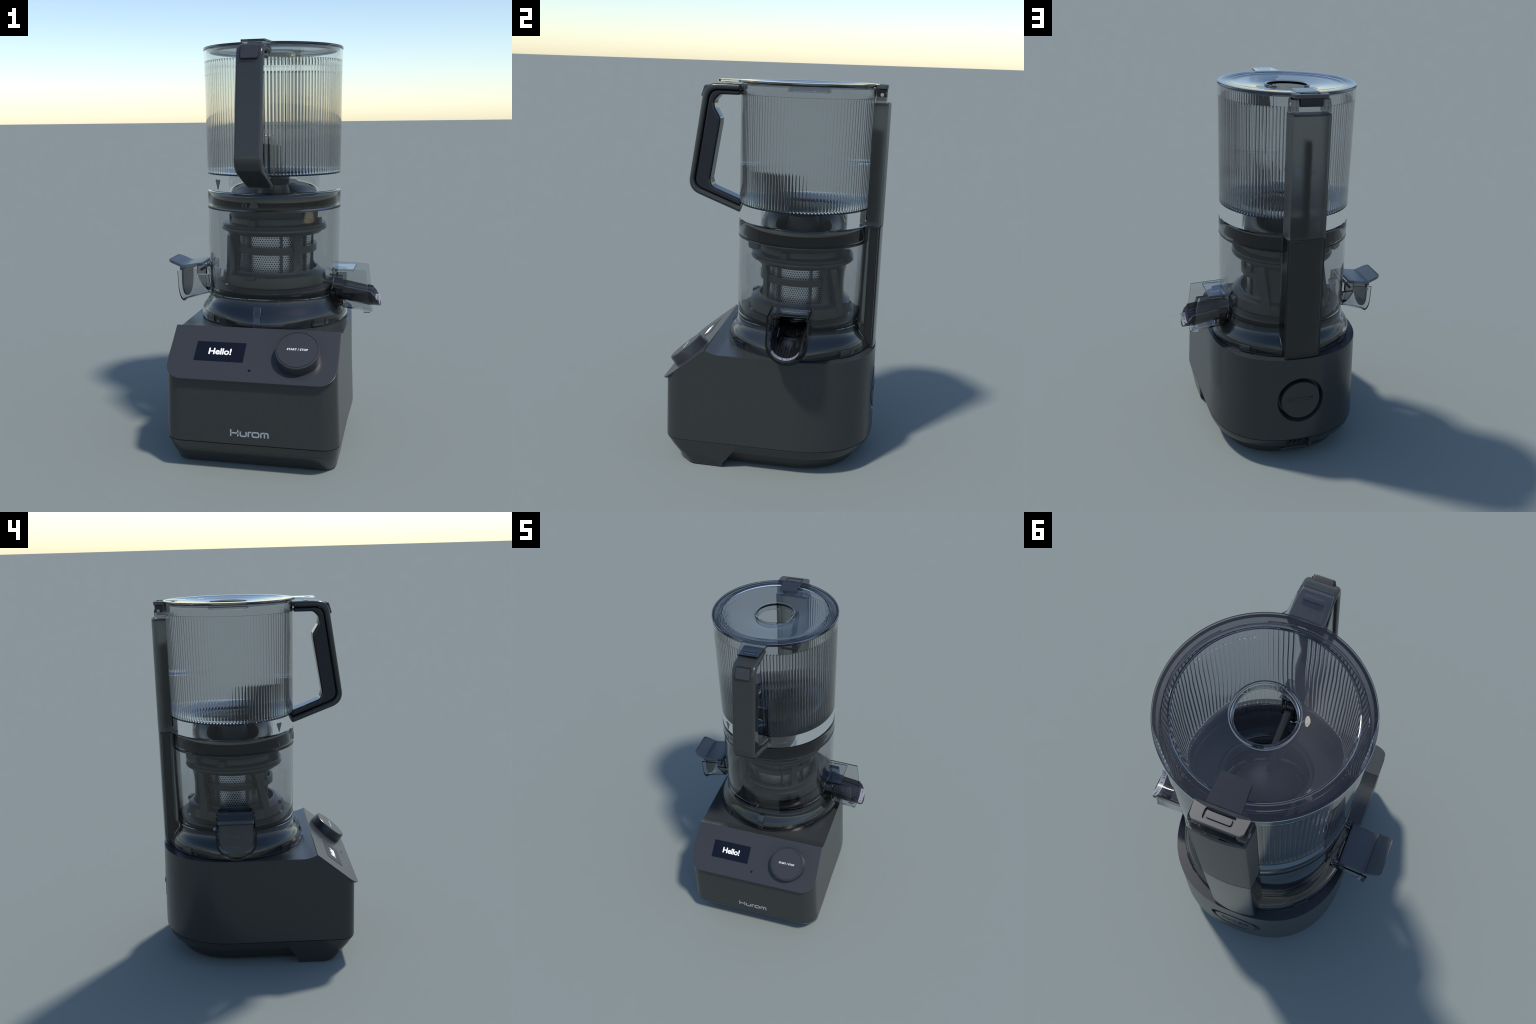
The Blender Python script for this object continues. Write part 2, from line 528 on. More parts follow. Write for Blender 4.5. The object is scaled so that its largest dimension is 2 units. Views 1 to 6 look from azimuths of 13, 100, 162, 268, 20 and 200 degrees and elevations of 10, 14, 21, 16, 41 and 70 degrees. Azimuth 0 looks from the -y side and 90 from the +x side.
# motor spindle platform and deck under the bowl
lathe("drive_platform", [(0.358, 0.6335), (0.352, 0.655), (0.338, 0.676), (0.322, 0.700), (0.312, 0.72), (0.305, 0.764), (0.0005, 0.766), (0.0005, 0.6335)], PLATFORM, body, 96, 40)
lathe("bowl_seal", [(0.322, 0.787), (0.3235, 0.792), (0.320, 0.799), (0.283, 0.804), (0.283, 0.787)], DARK, bowl, 128, 40)
for i in range(12):
    t = 2 * pi * (i + 0.5) / 12
    c, s = cos(t), sin(t)
    o = [(0.308 * c - w * s, Y0 + 0.308 * s + w * c) for w in (-0.004, 0.004)] + [(0.317 * c - w * s, Y0 + 0.317 * s + w * c) for w in (0.004, -0.004)]
    prism("seal_rib", o, 0.738, 0.7695, "z", DARK, bowl)

# ----------------------------------------------------------------- strainer
strainer = group("strainer", ROOT)
outer = [(0.262, 1.100), (0.262, 1.088), (0.252, 1.078), (0.240, 1.060), (0.232, 1.02), (0.229, 0.97), (0.230, 0.92), (0.233, 0.890), (0.240, 0.874), (0.262, 0.868), (0.269, 0.862), (0.273, 0.835), (0.276, 0.812)]
inner = [(0.255, 0.812), (0.250, 0.850), (0.222, 0.885), (0.212, 0.92), (0.207, 0.97), (0.209, 1.02), (0.214, 1.07), (0.216, 1.100)]
cage = lathe("strainer_cage", outer + inner, CAGE, strainer, 144, 35)


def curved_window(a_mid, a_half, z0, z1, corner):
    """Rounded-rectangle cutter wrapped round the axis."""
    R = 0.23
    pts = fillet([(-a_half * R, z0), (a_half * R, z0), (a_half * R, z1), (-a_half * R, z1)], corner, 5, True)
    # resample long edges so the cutter bends
    fine = []
    for i, p in enumerate(pts):
        q = pts[(i + 1) % len(pts)]
        k = max(1, int(hypot(q[0] - p[0], q[1] - p[1]) / 0.02))
        fine += [(p[0] + (q[0] - p[0]) * j / k, p[1] + (q[1] - p[1]) * j / k) for j in range(k)]
    n = len(fine)
    verts = []
    for r in (0.15, 0.33):
        for u, z in fine:
            t = a_mid + u / R
            verts.append((r * cos(t), Y0 + r * sin(t), z))
    faces = [tuple(range(n)), tuple(range(2 * n - 1, n - 1, -1))] + [(i, (i + 1) % n, n + (i + 1) % n, n + i) for i in range(n)]
    return make("cutter", verts, faces, None, None)


PILLAR = 4
for k in range(4):
    boolean(cage, curved_window(radians(-90 - PILLAR + 90 * k), radians(40), 0.884, 1.068, 0.022))
shade(cage, 35)
lathe("strainer_band", [(0.222, 0.972), (0.222, 1.008), (0.206, 1.008), (0.206, 0.972)], CAGE, strainer, 128)
lathe("steel_screen", [(0.195, 1.075), (0.186, 0.86), (0.184, 0.86), (0.193, 1.075)], STEEL, strainer, 128)
lathe("strainer_floor", [(0.255, 0.80), (0.27, 0.806), (0.27, 0.822), (0.22, 0.845), (0.19, 0.862), (0.0005, 0.862), (0.0005, 0.80)], CAGE, strainer, 96)
for k in range(4):       # inner uprights behind the windows and slanting stays outside
    for da in (-25, 25):
        t = radians(-90 - PILLAR + 90 * k + da)
        c, s = cos(t), sin(t)
        o = [(0.194 * c - w * s, Y0 + 0.194 * s + w * c) for w in (-0.006, 0.006)] + [(0.209 * c - w * s, Y0 + 0.209 * s + w * c) for w in (0.006, -0.006)]
        prism("strainer_upright", o, 0.865, 1.075, "z", CAGE, strainer)
for a in (48, 132, 212):
    v = []
    for z, r, da in ((0.815, 0.280, 10), (0.90, 0.268, 7), (1.050, 0.255, 0), (1.07, 0.248, 0)):
        t = radians(a + da)
        u = radians(5.0)
        v += [(rr * cos(tt), Y0 + rr * sin(tt), z) for rr, tt in ((r - 0.03, t - u), (r - 0.03, t + u), (r, t + u), (r, t - u))]
    f = [(0, 1, 2, 3), (15, 14, 13, 12)] + [(4 * i + j, 4 * i + (j + 1) % 4, 4 * i + 4 + (j + 1) % 4, 4 * i + 4 + j) for i in range(3) for j in range(4)]
    make("strainer_stay", v, f, CAGE, strainer, 35, 0.004)
lathe("strainer_rim", [(0.272, 1.086), (0.275, 1.092), (0.274, 1.100), (0.268, 1.104), (0.264, 1.104), (0.264, 1.108), (0.270, 1.110), (0.271, 1.115), (0.268, 1.119),
                       (0.215, 1.122), (0.2, 1.10), (0.21, 1.086)], CAGE, strainer, 128, 32)
for a in (-15, 75, 165, 255):   # little lugs on the rim and the foot
    t = radians(a)
    c, s = cos(t), sin(t)
    def seat(r0, r1, w0, z0, z1, nm):
        o = [(r0 * c - w * s, Y0 + r0 * s + w * c) for w in (-w0, w0)] + [(r1 * c - w * s, Y0 + r1 * s + w * c) for w in (w0, -w0)]
        prism(nm, o, z0, z1, "z", CAGE, strainer, 0.004)
    seat(0.225, 0.262, 0.02, 1.118, 1.150, "strainer_lug")
    seat(0.258, 0.281, 0.03, 0.850, 0.872, "strainer_lug")

# juice channel: the way out through seal, floor and cage towards the spout
for part in [o for o in ROOT.children_recursive if o.name.split(".")[0] in ("strainer_cage", "strainer_floor", "bowl_seal", "drive_platform")]:
    boolean(part, prism("cutter", fillet([(0.050, 0.738), (0.188, 0.738), (0.193, 0.858), (0.045, 0.858)], [0.045, 0.045, 0.02, 0.02], 5, True), 0.12, 0.42, "x", None, None))
    shade(part, 35)
for o in [o for o in ROOT.children_recursive if o.name.startswith("strainer_lug")]:
    c = o.data.vertices[0].co
    if c.x > 0.2 and c.z < 1.0:
        bpy.data.objects.remove(o)

# funnel (squeezing lid) between jug and strainer
funnel = lathe("funnel", [(0.316, 1.268), (0.316, 1.212), (0.300, 1.204), (0.245, 1.198), (0.236, 1.188), (0.231, 1.175), (0.226, 1.156), (0.2225, 1.150), (0.2225, 1.138),
                          (0.226, 1.1225), (0.205, 1.1225), (0.205, 1.16), (0.212, 1.20), (0.222, 1.235), (0.27, 1.262), (0.30, 1.268)], FUNNEL, ROOT, 128, 30)
for a in (-45, 135):
    t0 = radians(a)
    pts = fillet([(-0.050, 1.262), (-0.050, 1.225), (-0.042, 1.215), (-0.042, 1.158), (0.042, 1.158), (0.042, 1.215), (0.050, 1.225), (0.050, 1.262)],
                 [0, 0.008, 0.008, 0.022, 0.022, 0.008, 0.008, 0], 4)
    n = len(pts)
    v = [(r * cos(t0 + u / 0.32), Y0 + r * sin(t0 + u / 0.32), z) for r in (0.304, 0.3235) for u, z in pts]
    f = [tuple(range(n)), tuple(range(2 * n - 1, n - 1, -1))] + [(i, (i + 1) % n, n + (i + 1) % n, n + i) for i in range(n)]
    make("funnel_catch", v, f, FUNNEL, funnel, 35, 0.003)

# auger: cone inside strainer, shaft head and tall feeding fin
auger = lathe("auger", [(0.0005, 1.36), (0.04, 1.355), (0.085, 1.33), (0.115, 1.27), (0.14, 1.20), (0.165, 1.10), (0.16, 0.87), (0.0005, 0.865)], DARK, ROOT, 64, 40)
fin_pts = fillet([(-0.085, 1.30), (-0.098, 1.44), (-0.112, 1.528), (0.035, 1.512), (0.062, 1.43), (0.085, 1.385), (0.10, 1.30)], [0, 0.02, 0.008, 0.012, 0.03, 0.02, 0], 4)
prism("feeding_fin", fin_pts, -0.013, 0.013, "x", FUNNEL, auger, 0.006)

# ================================================================= hopper jug
RIBS = 120
SUB = 8
z_out = [1.3735, 1.45, 1.60, 1.75, 1.90, 1.984]
def r_out(z):
    return 0.3425 + (0.3505 - 0.3425) * (z - 1.287) / (1.984 - 1.287)
z_in = [1.984, 1.945, 1.931, 1.930, 1.926, 1.922, 1.921, 1.75, 1.60, 1.45, 1.388, 1.384]
rib_rows = {1.926: 0.6, 1.922: 1.0, 1.921: 1.0, 1.75: 1.0, 1.60: 1.0, 1.45: 1.0, 1.388: 1.0, 1.384: 1.0}
jug_prof = [(0.3425, 1.3728)] + [(r_out(z), z) for z in z_out] + [(r_out(z) - (0.011 if z > 1.93 else 0.0125), z) for z in z_in]
first_in = len(z_out) + 1
jug_prof += [(0.3315, 1.3795)]
floor_prof = [(0.3305, 1.3722), (0.3305, 1.3785), (0.322, 1.3815), (0.300, 1.380), (0.26, 1.376), (0.19, 1.366), (0.182, 1.357), (0.176, 1.312), (0.166, 1.312), (0.1705, 1.350),
              (0.19, 1.3555), (0.26, 1.365), (0.30, 1.3695)]


def ripple(i, j, z):
    if j < first_in or j >= first_in + len(z_in):
        return 0.0
    amp = rib_rows.get(z, 0.0)
    k = i % SUB
    if abs(i / SUB - 90) < 0.9 or abs(i / SUB - 30) < 4.5:      # no ribs behind the handle root and the back column
        return 0.0
    return -0.0024 * amp * (0.0, 0.0, 0.45, 1.0, 1.0, 0.45, 0.0, 0.0)[k]


jug = lathe("hopper_jug", jug_prof, GLASS, ROOT, RIBS * SUB, 40, ripple)

lathe("jug_floor", floor_prof, FLOORGLASS, jug, 160, 30)

# clear skin below the ribs: one thin wall that faces the inside of the jug, mirror-like at a glance
skin = lathe("jug_skirt", [(r_out(1.294), 1.294), (r_out(1.33), 1.33), (r_out(1.3734), 1.3734)], GLASS, jug, 192, 40, closed=False)
bm = bmesh.new()
bm.from_mesh(skin.data)
bm.normal_update()
out = sum(f.normal.dot(Vector((f.calc_center_median().x, f.calc_center_median().y - Y0, 0))) for f in bm.faces)
if out > 0:
    bmesh.ops.reverse_faces(bm, faces=bm.faces)
bm.to_mesh(skin.data)
bm.free()

# collar where the jug sits on the bowl
collar_prof = [(0.3435, 1.2035), (0.3445, 1.210), (0.3445, 1.279), (0.342, 1.286), (0.336, 1.2872), (0.326, 1.2872), (0.322, 1.281), (0.324, 1.210), (0.330, 1.2035)]
collar = lathe("jug_collar", collar_prof, COLLAR, ROOT, 128, 32)
lathe("sealing_ring", [(0.345, 1.2025), (0.345, 1.1985), (0.330, 1.1985), (0.330, 1.2025)], FUNNEL, collar, 128)


def on_wall(a, r):
    t = radians(a)
    return frame((r * cos(t), Y0 + r * sin(t), 0), (-sin(t), cos(t), 0), (0, 0, 1))


def wall_plate(name, pts, a, r, depth, mat, parent):
    m = on_wall(a, r)
    n = len(pts)
    v = [m @ Vector((x, z, 0)) for x, z in pts] + [m @ Vector((x, z, depth)) for x, z in pts]
    f = [tuple(range(n)), tuple(range(2 * n - 1, n - 1, -1))] + [(i, (i + 1) % n, n + (i + 1) % n, n + i) for i in range(n)]
    return make(name, v, f, mat, parent)


MARKC = material("moulded_mark", (0.10, 0.11, 0.13), 0.2)
wall_plate("arrow_mark", [(-0.019, 1.347), (-0.014, 1.352), (0.014, 1.352), (0.019, 1.347), (0.0, 1.302)], -133, 0.3425, 0.0025, MARKC, jug)
wall_plate("lock_mark", [(-0.026, 1.222), (0.026, 1.222), (0.013, 1.254), (-0.010, 1.254)], -95.5, 0.344, 0.0022, LEVER, collar)
for x in (-0.009, 0.009):
    wall_plate("lock_mark", [(x - 0.0045, 1.223), (x + 0.0045, 1.223), (x + 0.0045, 1.241), (x - 0.0045, 1.241)], -103.5, 0.344, 0.0022, LEVER, collar)
wall_plate("lock_mark", [(-0.008, 1.243), (0.008, 1.243), (0.006, 1.250), (-0.006, 1.250)], -103.5, 0.344, 0.0022, LEVER, collar)
wall_plate("unlock_mark", [(-0.030, 1.253), (-0.024, 1.253), (-0.010, 1.222), (-0.016, 1.222)], -131, 0.344, 0.0022, MARKC, collar)
# fill line: thin moulded arcs
for a0, a1 in ((-160, -125), (-62, -15), (200, 160)):
    a0, a1 = min(a0, a1), max(a0, a1)
    rr = r_out(1.862)
    lathe("fill_line", [(rr + 0.0012, 1.8612), (rr + 0.0012, 1.8628), (rr - 0.001, 1.8628), (rr - 0.001, 1.8612)], GLASS, jug, 24, 35, None, radians(a0), radians(a1))
# clear guide pocket inside the front wall and shelf at the back
prism("guide_pocket", [(-0.045, -0.205), (-0.040, -0.150), (-0.02, -0.128), (0.02, -0.128), (0.040, -0.150), (0.045, -0.205), (0.036, -0.205), (0.032, -0.153), (0.016, -0.137), (-0.016, -0.137), (-0.032, -0.153), (-0.036, -0.205)],
      1.386, 1.560, "z", GLASS, jug, 0.0)
box("guide_pocket_top", (-0.044, 0.044), (-0.207, -0.130), (1.5625, 1.572), GLASS, jug, 0.003)
box("inner_shelf", (-0.055, 0.055), (0.355, 0.445), (1.594, 1.614), GLASS, jug, 0.004)

# ================================================================= lid
lid_prof = [(0.2945, 1.9982), (0.290, 1.9975), (0.284, 1.9962), (0.250, 1.9935), (0.20, 1.9885), (0.14, 1.9818),
            (0.1165, 1.979), (0.1135, 1.985), (0.1085, 1.986), (0.1035, 1.984), (0.1005, 1.948), (0.1075, 1.946), (0.1115, 1.948), (0.1125, 1.968),
            (0.14, 1.9735), (0.20, 1.9795), (0.25, 1.984), (0.284, 1.9865), (0.2945, 1.987)]
rim_prof = [(0.3535, 1.987), (0.3545, 1.992), (0.3532, 1.9972), (0.351, 1.9990), (0.300, 1.9992), (0.2955, 1.9980), (0.2950, 1.990), (0.2965, 1.984), (0.300, 1.983), (0.304, 1.987),
            (0.318, 1.987), (0.319, 1.974), (0.324, 1.974), (0.325, 1.987)]
lid = lathe("lid", lid_prof, LIDGLASS, ROOT, 160, 28)
lathe("lid_rim", rim_prof, RIMGLASS, lid, 160, 28)
tab = fillet([(-0.080, -0.226), (-0.068, -0.2395), (-0.058, -0.352), (0.058, -0.352), (0.068, -0.2395), (0.080, -0.226)], [0, 0.01, 0.012, 0.012, 0.01, 0], 5)
prism("lid_tab", tab, 1.9875, 1.9985, "z", LIDGLASS, lid, 0.002)
box("lid_tab_catch", (-0.034, 0.034), (-0.318, -0.292), (1.979, 1.9870), SMOKE_CLEAR, lid, 0.002)
box("lid_tab_ridge", (-0.034, 0.034), (-0.322, -0.300), (1.9988, 2.0000), LIDGLASS, lid, 0.0)

# hinge at the back of the lid
hinge = group("lid_hinge", ROOT)
strap = prism("hinge_strap", fillet([(-0.057, 0.452), (-0.052, 0.352), (-0.045, 0.345), (0.045, 0.345), (0.052, 0.352), (0.057, 0.452)], 0.005, 3), 1.9994, 2.0002, "z", STRAP, hinge)
plate = prism("hinge_plate", fillet([(-0.092, 0.4545), (0.092, 0.4545), (0.087, 0.506), (0.077, 0.5165), (-0.077, 0.5165), (-0.087, 0.506)], [0.004, 0.004, 0.008, 0.008, 0.008, 0.008], 4, True),
              1.980, 1.998, "z", HINGE, hinge)
slot = prism("cutter", fillet([(-0.050, 0.465), (0.050, 0.465), (0.050, 0.505), (-0.050, 0.505)], 0.012, 5, True), 1.989, 2.05, "z", None, None)
boolean(plate, slot)
md = plate.modifiers.new("bevel", "BEVEL")
md.width, md.segments, md.limit_method, md.angle_limit = 0.003, 2, "ANGLE", radians(50)
apply(plate)
shade(plate, 40)
weighted(plate)
prism("hinge_slot_pad", fillet([(-0.041, 0.4735), (0.041, 0.4735), (0.041, 0.4965), (-0.041, 0.4965)], 0.008, 4, True), 1.9885, 1.9955, "z", HINGE, hinge, 0.0015)
box("hinge_block", (-0.058, 0.058), (0.470, 0.513), (1.940, 1.9795), DARK, hinge, 0.004)
for s in (-1, 1):
    x = sorted((s * 0.062, s * 0.097))
    prism("hinge_knuckle", fillet([(0.448, 1.912), (0.512, 1.912), (0.514, 1.95), (0.505, 1.974), (0.46, 1.978), (0.448, 1.97)], [0, 0, 0.02, 0.015, 0.01, 0], 4), x[0], x[1], "x", SMOKE_CLEAR, hinge, 0.003)
    prism("hinge_pin", arc(0.490, 1.951, 0.009, 0, 345, 23), *sorted((s * 0.0968, s * 0.0995)), "x", LIP, hinge, 0.0008)

# ================================================================= back column (pulp duct)
def column_outline(hw, rb, yin):
    e = math.asin(hw / rb)
    pts = [(rb * sin(e - 2 * e * i / 16), Y0 + rb * cos(e - 2 * e * i / 16)) for i in range(17)]
    return [(hw + 0.006, yin)] + pts + [(-hw - 0.006, yin)]


def column(name, z0, z1, hw, rb, yin, wall, mat, parent):
    """Hollow duct: outer skin, inner skin set in by the wall, open at the jug side."""
    o = column_outline(hw, rb, yin)
    i = column_outline(hw - wall, rb - wall, yin)
    pts = o + list(reversed(i))
    return prism(name, pts, z0, z1, "z", mat, parent, 0.003, 2, 30)


back = group("pulp_duct", ROOT)
column("duct_cover", 1.2925, 1.908, 0.098, 0.4185, 0.452, 0.010, SMOKE, back)
box("duct_cover_cap", (-0.0865, 0.0865), (0.456, 0.520), (1.897, 1.907), SMOKE, back, 0.002)
column("duct_body", 0.634, 1.2885, 0.098, 0.4185, 0.440, 0.010, DUCT, back)
# dark inner spine seen through the duct
prism("duct_spine", fillet([(0.462, 1.30), (0.506, 1.30), (0.506, 1.775), (0.462, 1.775)], [0, 0, 0.03, 0.01], 6), -0.014, 0.014, "x", FUNNEL, back, 0.004)
box("duct_spine", (-0.078, 0.078), (0.470, 0.514), (0.65, 1.272), SPINE, back, 0.008, 3)

box("duct_cap", (-0.085, 0.085), (0.446, 0.519), (1.2745, 1.2875), SPINE, back, 0.002)

# ================================================================= handle
handle = group("handle", ROOT)
out_path = [(-0.232, 1.9725), (-0.415, 1.9740), (-0.436, 1.928), (-0.5085, 1.462), (-0.478, 1.392), (-0.224, 1.300)]
out_path = [(-0.228, 1.9765), (-0.422, 1.9765), (-0.5065, 1.4185), (-0.2165, 1.3085)]
outer_c = fillet(out_path, [0, 0.075, 0.085, 0], 10)
in_path = [(-0.228, 1.946), (-0.395, 1.946), (-0.4755, 1.4395), (-0.2145, 1.340)]
inner_c = fillet(in_path, [0, 0.055, 0.06, 0], 10)
shell = prism("handle_shell", outer_c + list(reversed(inner_c)), -0.0635, 0.0635, "x", BODY, handle, 0.014, 4, 40, 50)
# glossy grip filling the inside of the channel
g_out = fillet([(-0.231, 1.945), (-0.3945, 1.945), (-0.4745, 1.4405), (-0.218, 1.342)], [0, 0.055, 0.06, 0], 8)
g_in = fillet([(-0.231, 1.920), (-0.340, 1.920), (-0.372, 1.888), (-0.366, 1.85), (-0.336, 1.80), (-0.338, 1.77), (-0.386, 1.478), (-0.376, 1.440), (-0.220, 1.380)],
              [0, 0.03, 0.03, 0.04, 0.025, 0.03, 0.03, 0.03, 0], 6)
grip = prism("handle_grip", g_out + list(reversed(g_in)), -0.052, 0.052, "x", GRIP, handle, 0.016, 3, 40, 50)
# release button on the shell's upper bend
dv = Vector((0, -0.074, -0.5)).normalized()
ang = 0.30
bd = Vector((0, -sin(ang), -cos(ang)))
bn = Vector((0, -cos(ang), sin(ang)))
bc = Vector((0, -0.4275, 1.935))
def button(name, hw, hh, d0, d1, mat, bev):
    pts = fillet([(-hw, -hh), (hw, -hh), (hw, hh), (-hw, hh)], 0.010, 4, True)
    n = len(pts)
    v = [bc + Vector((x, 0, 0)) + bd * s + bn * d for d in (d0, d1) for x, s in pts]
    f = [tuple(range(n)), tuple(range(2 * n - 1, n - 1, -1))] + [(i, (i + 1) % n, n + (i + 1) % n, n + i) for i in range(n)]
    return make(name, v, f, mat, handle, 35, bev)
button("button_gap", 0.0430, 0.0335, -0.02, -0.0015, DARK, 0.001)
button("release_button", 0.0395, 0.030, -0.02, 0.0085, PANEL, 0.004)
def button_line(x0, s0, x1, s1):
    w = 0.0012
    d = Vector((x1 - x0, s1 - s0)).normalized()
    px, ps = -d.y * w, d.x * w
    q = [(x0 + px, s0 + ps), (x0 - px, s0 - ps), (x1 - px, s1 - ps), (x1 + px, s1 + ps)]
    v = [bc + Vector((x, 0, 0)) + bd * s + bn * h for h in (0.0070, 0.0092) for x, s in q]
    make("button_mark", v, [(0, 1, 2, 3), (7, 6, 5, 4)] + [(i, (i + 1) % 4, 4 + (i + 1) % 4, 4 + i) for i in range(4)], LEVER, handle)
button_line(-0.004, -0.022, -0.004, 0.006)
button_line(-0.018, 0.006, -0.006, 0.020)
button_line(0.008, -0.012, 0.018, -0.012)
button_line(0.018, -0.012, 0.018, 0.002)

# ================================================================= juice spout (right)
YS = 0.119


def u_section(hw, top, bottom, thick, n=14):
    """U-shaped shell section in (y, z): straight sides, round bottom; outer path, then inner path reversed."""
    zc = bottom + hw
    def path(h):
        arc_ = [(YS - h * cos(pi * i / n), zc - h * sin(pi * i / n)) for i in range(n + 1)]
        arc_ = [(y, min(z, top)) for y, z in arc_]
        return [(YS - h, max(top, arc_[0][1] + 1e-4))] + arc_ + [(YS + h, max(top, arc_[0][1] + 1e-4))]
    return path(hw) + list(reversed(path(hw - thick)))


def sweep(name, stations, mat, parent, bevel=0.0, smooth=40):
    """Loft a U shell through its stations; both ends are closed with a strip of quads, so the mouth stays open."""
    n = len(stations[0])
    verts = [p for r in stations for p in r]
    faces = [(i * n + j, i * n + (j + 1) % n, (i + 1) * n + (j + 1) % n, (i + 1) * n + j) for i in range(len(stations) - 1) for j in range(n)]
    for base in (0, (len(stations) - 1) * n):
        faces += [(base + j, base + j + 1, base + n - 2 - j, base + n - 1 - j) for j in range(n // 2 - 1)]
    return make(name, verts, faces, mat, parent, smooth, bevel)


spout = group("juice_spout", ROOT)
def sheath_ring(x_top, x_bot, dz, thick=0.007, hw=0.103):
    sec = u_section(hw, 0.896 + dz, 0.672 + dz * 2.0, thick)
    zt, zb = 0.896, 0.672
    return [(x_top + (x_bot - x_top) * (zt - z) / (zt - zb), y, z) for y, z in sec]
sweep("spout_sheath", [sheath_ring(0.318, 0.352, 0.0), sheath_ring(0.40, 0.425, -0.004), sheath_ring(0.476, 0.503, -0.008), sheath_ring(0.486, 0.514, -0.009, 0.009, 0.105)], GLASS, spout)
box("spout_bridge", (0.330, 0.425), (YS - 0.0935, YS + 0.0935), (0.8755, 0.8885), GLASS, spout, 0.003)
def chute_ring(x, dz, hw=0.0835, thick=0.007, bot=0.708, reach=0.0):
    """Half-pipe section; 'reach' pushes the bottom of the section forward so that the mouth is cut slanting and round."""
    sec = u_section(hw, bot + hw + dz + 0.004, bot + dz, thick)
    low, high = bot + dz, bot + dz + hw
    return [(x + reach * min(1, max(0, (high - z) / hw)) ** 0.7, y, z) for y, z in sec]
chute = sweep("spout_chute", [chute_ring(0.300, 0.018), chute_ring(0.40, 0.0), chute_ring(0.500, -0.0175), chute_ring(0.515, -0.020, reach=0.046)], CHUTE, spout)
# pale lip at the chute's end, with lettering, and grooves inside
def liner(name, x0, x1, dz0, dz1, a0, a1, hw, thick, mat, parent, n=16):
    rings = []
    for x, dz in ((x0, dz0), (x1, dz1)):
        zc = 0.708 + 0.0835 + dz
        o = [(YS - r * cos(radians(a0 + (a1 - a0) * i / n)), zc - r * sin(radians(a0 + (a1 - a0) * i / n))) for r, rng in ((hw, range(n + 1)), (hw - thick, range(n, -1, -1))) for i in rng]
        rings.append([(x, y, z) for y, z in o])
    return loft(name, rings, mat, parent)
liner("chute_lip", 0.528, 0.5535, -0.0205, -0.0218, 30, 150, 0.0763, 0.0022, LIP, chute)
for i in range(13):
    a = 18 + 144 * i / 12
    liner("chute_groove", 0.35, 0.516, 0.009, -0.0197, a - 1.6, a + 1.6, 0.0764, 0.004, CHUTE, chute, 2)
for i, ch in enumerate("FIT & CLEAN"):
    if ch == " ":
        continue
    a = radians(42 + 96 * i / 10)
    r = 0.0735
    pos = (0.541, YS - r * cos(a), 0.7915 - 0.0212 - r * sin(a))
    text("lip_lettering", ch, 0.0145, DARK, chute, frame(pos, (0, sin(a), -cos(a)), (-1, 0, 0.05)), 0.0004)
box("sheath_clip", (0.470, 0.505), (YS - 0.012, YS + 0.012), (0.646, 0.664), GLASS, spout, 0.003)
# mouth on the bowl behind the sheath
liner("spout_mouth", 0.300, 0.372, 0.012, 0.004, -35, 215, 0.108, 0.018, SMOKE_CLEAR, spout)

# ================================================================= pulp outlet with lever (left)
outlet = group("pulp_outlet", ROOT)
def cup_ring(x_top, x_bot, top, bot, hw=0.1005, thick=0.007):
    sec = u_section(hw, top, bot, thick)
    return [(x_top + (x_bot - x_top) * (top - z) / (top - bot), y, z) for y, z in sec]
cup = sweep("outlet_cup", [cup_ring(-0.350, -0.352, 0.872, 0.722), cup_ring(-0.42, -0.41, 0.862, 0.706), cup_ring(-0.484, -0.478, 0.857, 0.688, 0.102), cup_ring(-0.5055, -0.497, 0.857, 0.673, 0.1075, 0.011)], GLASS, outlet)
# inner door
door_pts = fillet([(YS - 0.088, 0.862), (YS - 0.088, 0.79)], 0, 1)
door = [(YS - 0.0905, 0.862)] + [(YS - 0.0905 * cos(pi * i / 20), 0.795 - 0.0905 * sin(pi * i / 20)) for i in range(21)] + [(YS + 0.0905, 0.862)]
pd = prism("outlet_door", door, -0.4875, -0.476, "x", LEVER, outlet, 0.003)
text("door_lettering", "To Your", 0.024, MARKC, pd, frame((-0.4880, YS, 0.806), (0, -1, 0), (0, 0, 1)), 0.0006)
text("door_lettering", "Health", 0.024, MARKC, pd, frame((-0.4880, YS, 0.748), (0, -1, 0), (0, 0, 1)), 0.0006)
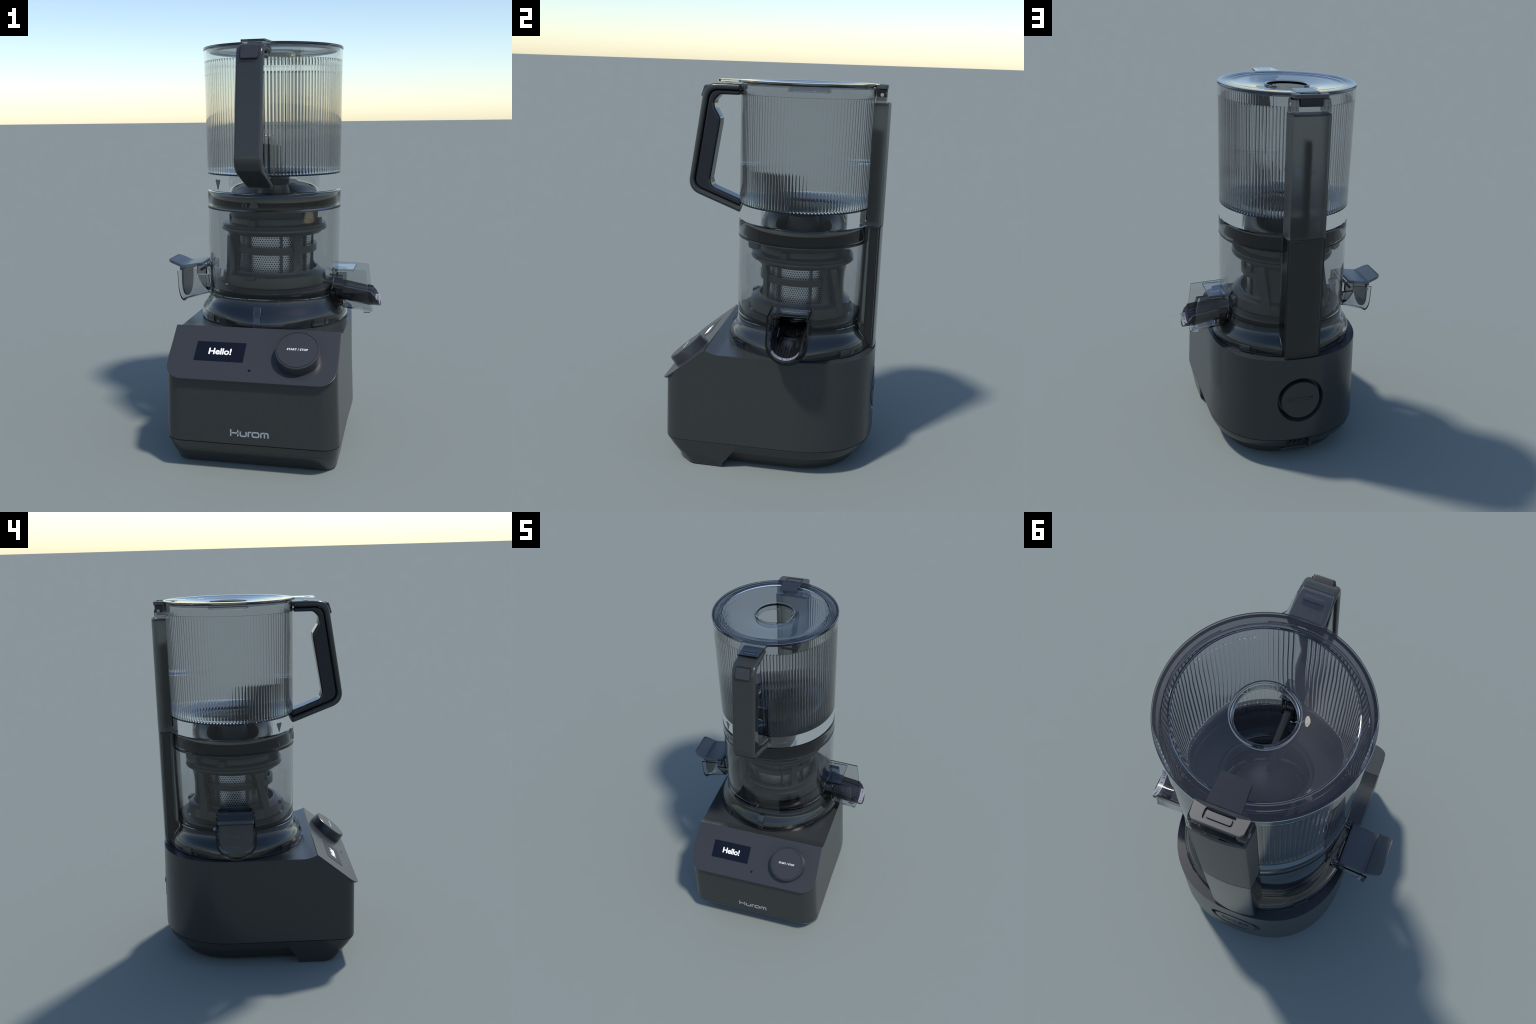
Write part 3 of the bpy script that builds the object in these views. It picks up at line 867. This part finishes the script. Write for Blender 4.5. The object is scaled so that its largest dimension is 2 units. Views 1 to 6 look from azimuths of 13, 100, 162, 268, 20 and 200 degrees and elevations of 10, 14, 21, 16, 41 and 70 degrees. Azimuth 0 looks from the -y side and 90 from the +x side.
# lever plate: root, dip, upturned tip (side view x, z), rounded corners in plan
lev = [(-0.372, 0.902), (-0.395, 0.900), (-0.44, 0.892), (-0.470, 0.887), (-0.490, 0.889), (-0.52, 0.902), (-0.5595, 0.916)]
verts, faces = [], []
rows = len(lev)
half = [0.094, 0.0945, 0.0945, 0.0945, 0.0945, 0.0935, 0.0760]
fine = []
for (a, b), (ha, hb) in zip(zip(lev, lev[1:]), zip(half, half[1:])):
    for k in range(6):
        f = k / 6
        hh = ha + (hb - ha) * (f if hb > 0.09 else 1 - sqrt(max(0, 1 - f * f)))
        fine.append(((a[0] + (b[0] - a[0]) * f, a[1] + (b[1] - a[1]) * f), hh))
fine.append((lev[-1], half[-1]))
rings = []
for (x, z), h in fine:
    rings.append([(x, YS - h, z - 0.016), (x, YS + h, z - 0.016), (x, YS + h, z), (x, YS - h, z)])
lever = loft("outlet_lever", rings, LEVER, outlet, 35, 0.003)
lever_hook = box("lever_hook", (-0.498, -0.484), (YS - 0.088, YS + 0.088), (0.858, 0.872), LEVER, outlet, 0.002)
# hinge block
box("outlet_hinge", (-0.398, -0.346), (YS - 0.104, YS - 0.084), (0.842, 0.896), SMOKE_CLEAR, outlet, 0.004)
box("outlet_hinge", (-0.398, -0.346), (YS + 0.084, YS + 0.104), (0.842, 0.896), SMOKE_CLEAR, outlet, 0.004)
prism("outlet_hinge_pin", arc(-0.372, 0.868, 0.007, 0, 345, 23), YS - 0.1065, YS + 0.1065, "y", DARK, outlet)
mouth = [(x, y, z) for x in (-0.398,) for y, z in u_section(0.1045, 0.838, 0.735, 0.020)]
sweep("outlet_mouth", [[(-0.400 + 0.05 * (0.838 - z) / 0.1, y, z) for y, z in u_section(0.104, 0.838, 0.735, 0.018)],
                       [(-0.335, y, z) for y, z in u_section(0.104, 0.838, 0.735, 0.018)]], SMOKE_CLEAR, outlet)
prism("outlet_pin", arc(-0.475, 0.848, 0.008, 0, 345, 23), YS + 0.1015, YS + 0.118, "y", LIP, outlet)

# keep the tree at thing > part > sub-part
for o in list(ROOT.children_recursive):
    while o.parent is not ROOT and o.parent.parent is not ROOT:
        o.parent = o.parent.parent
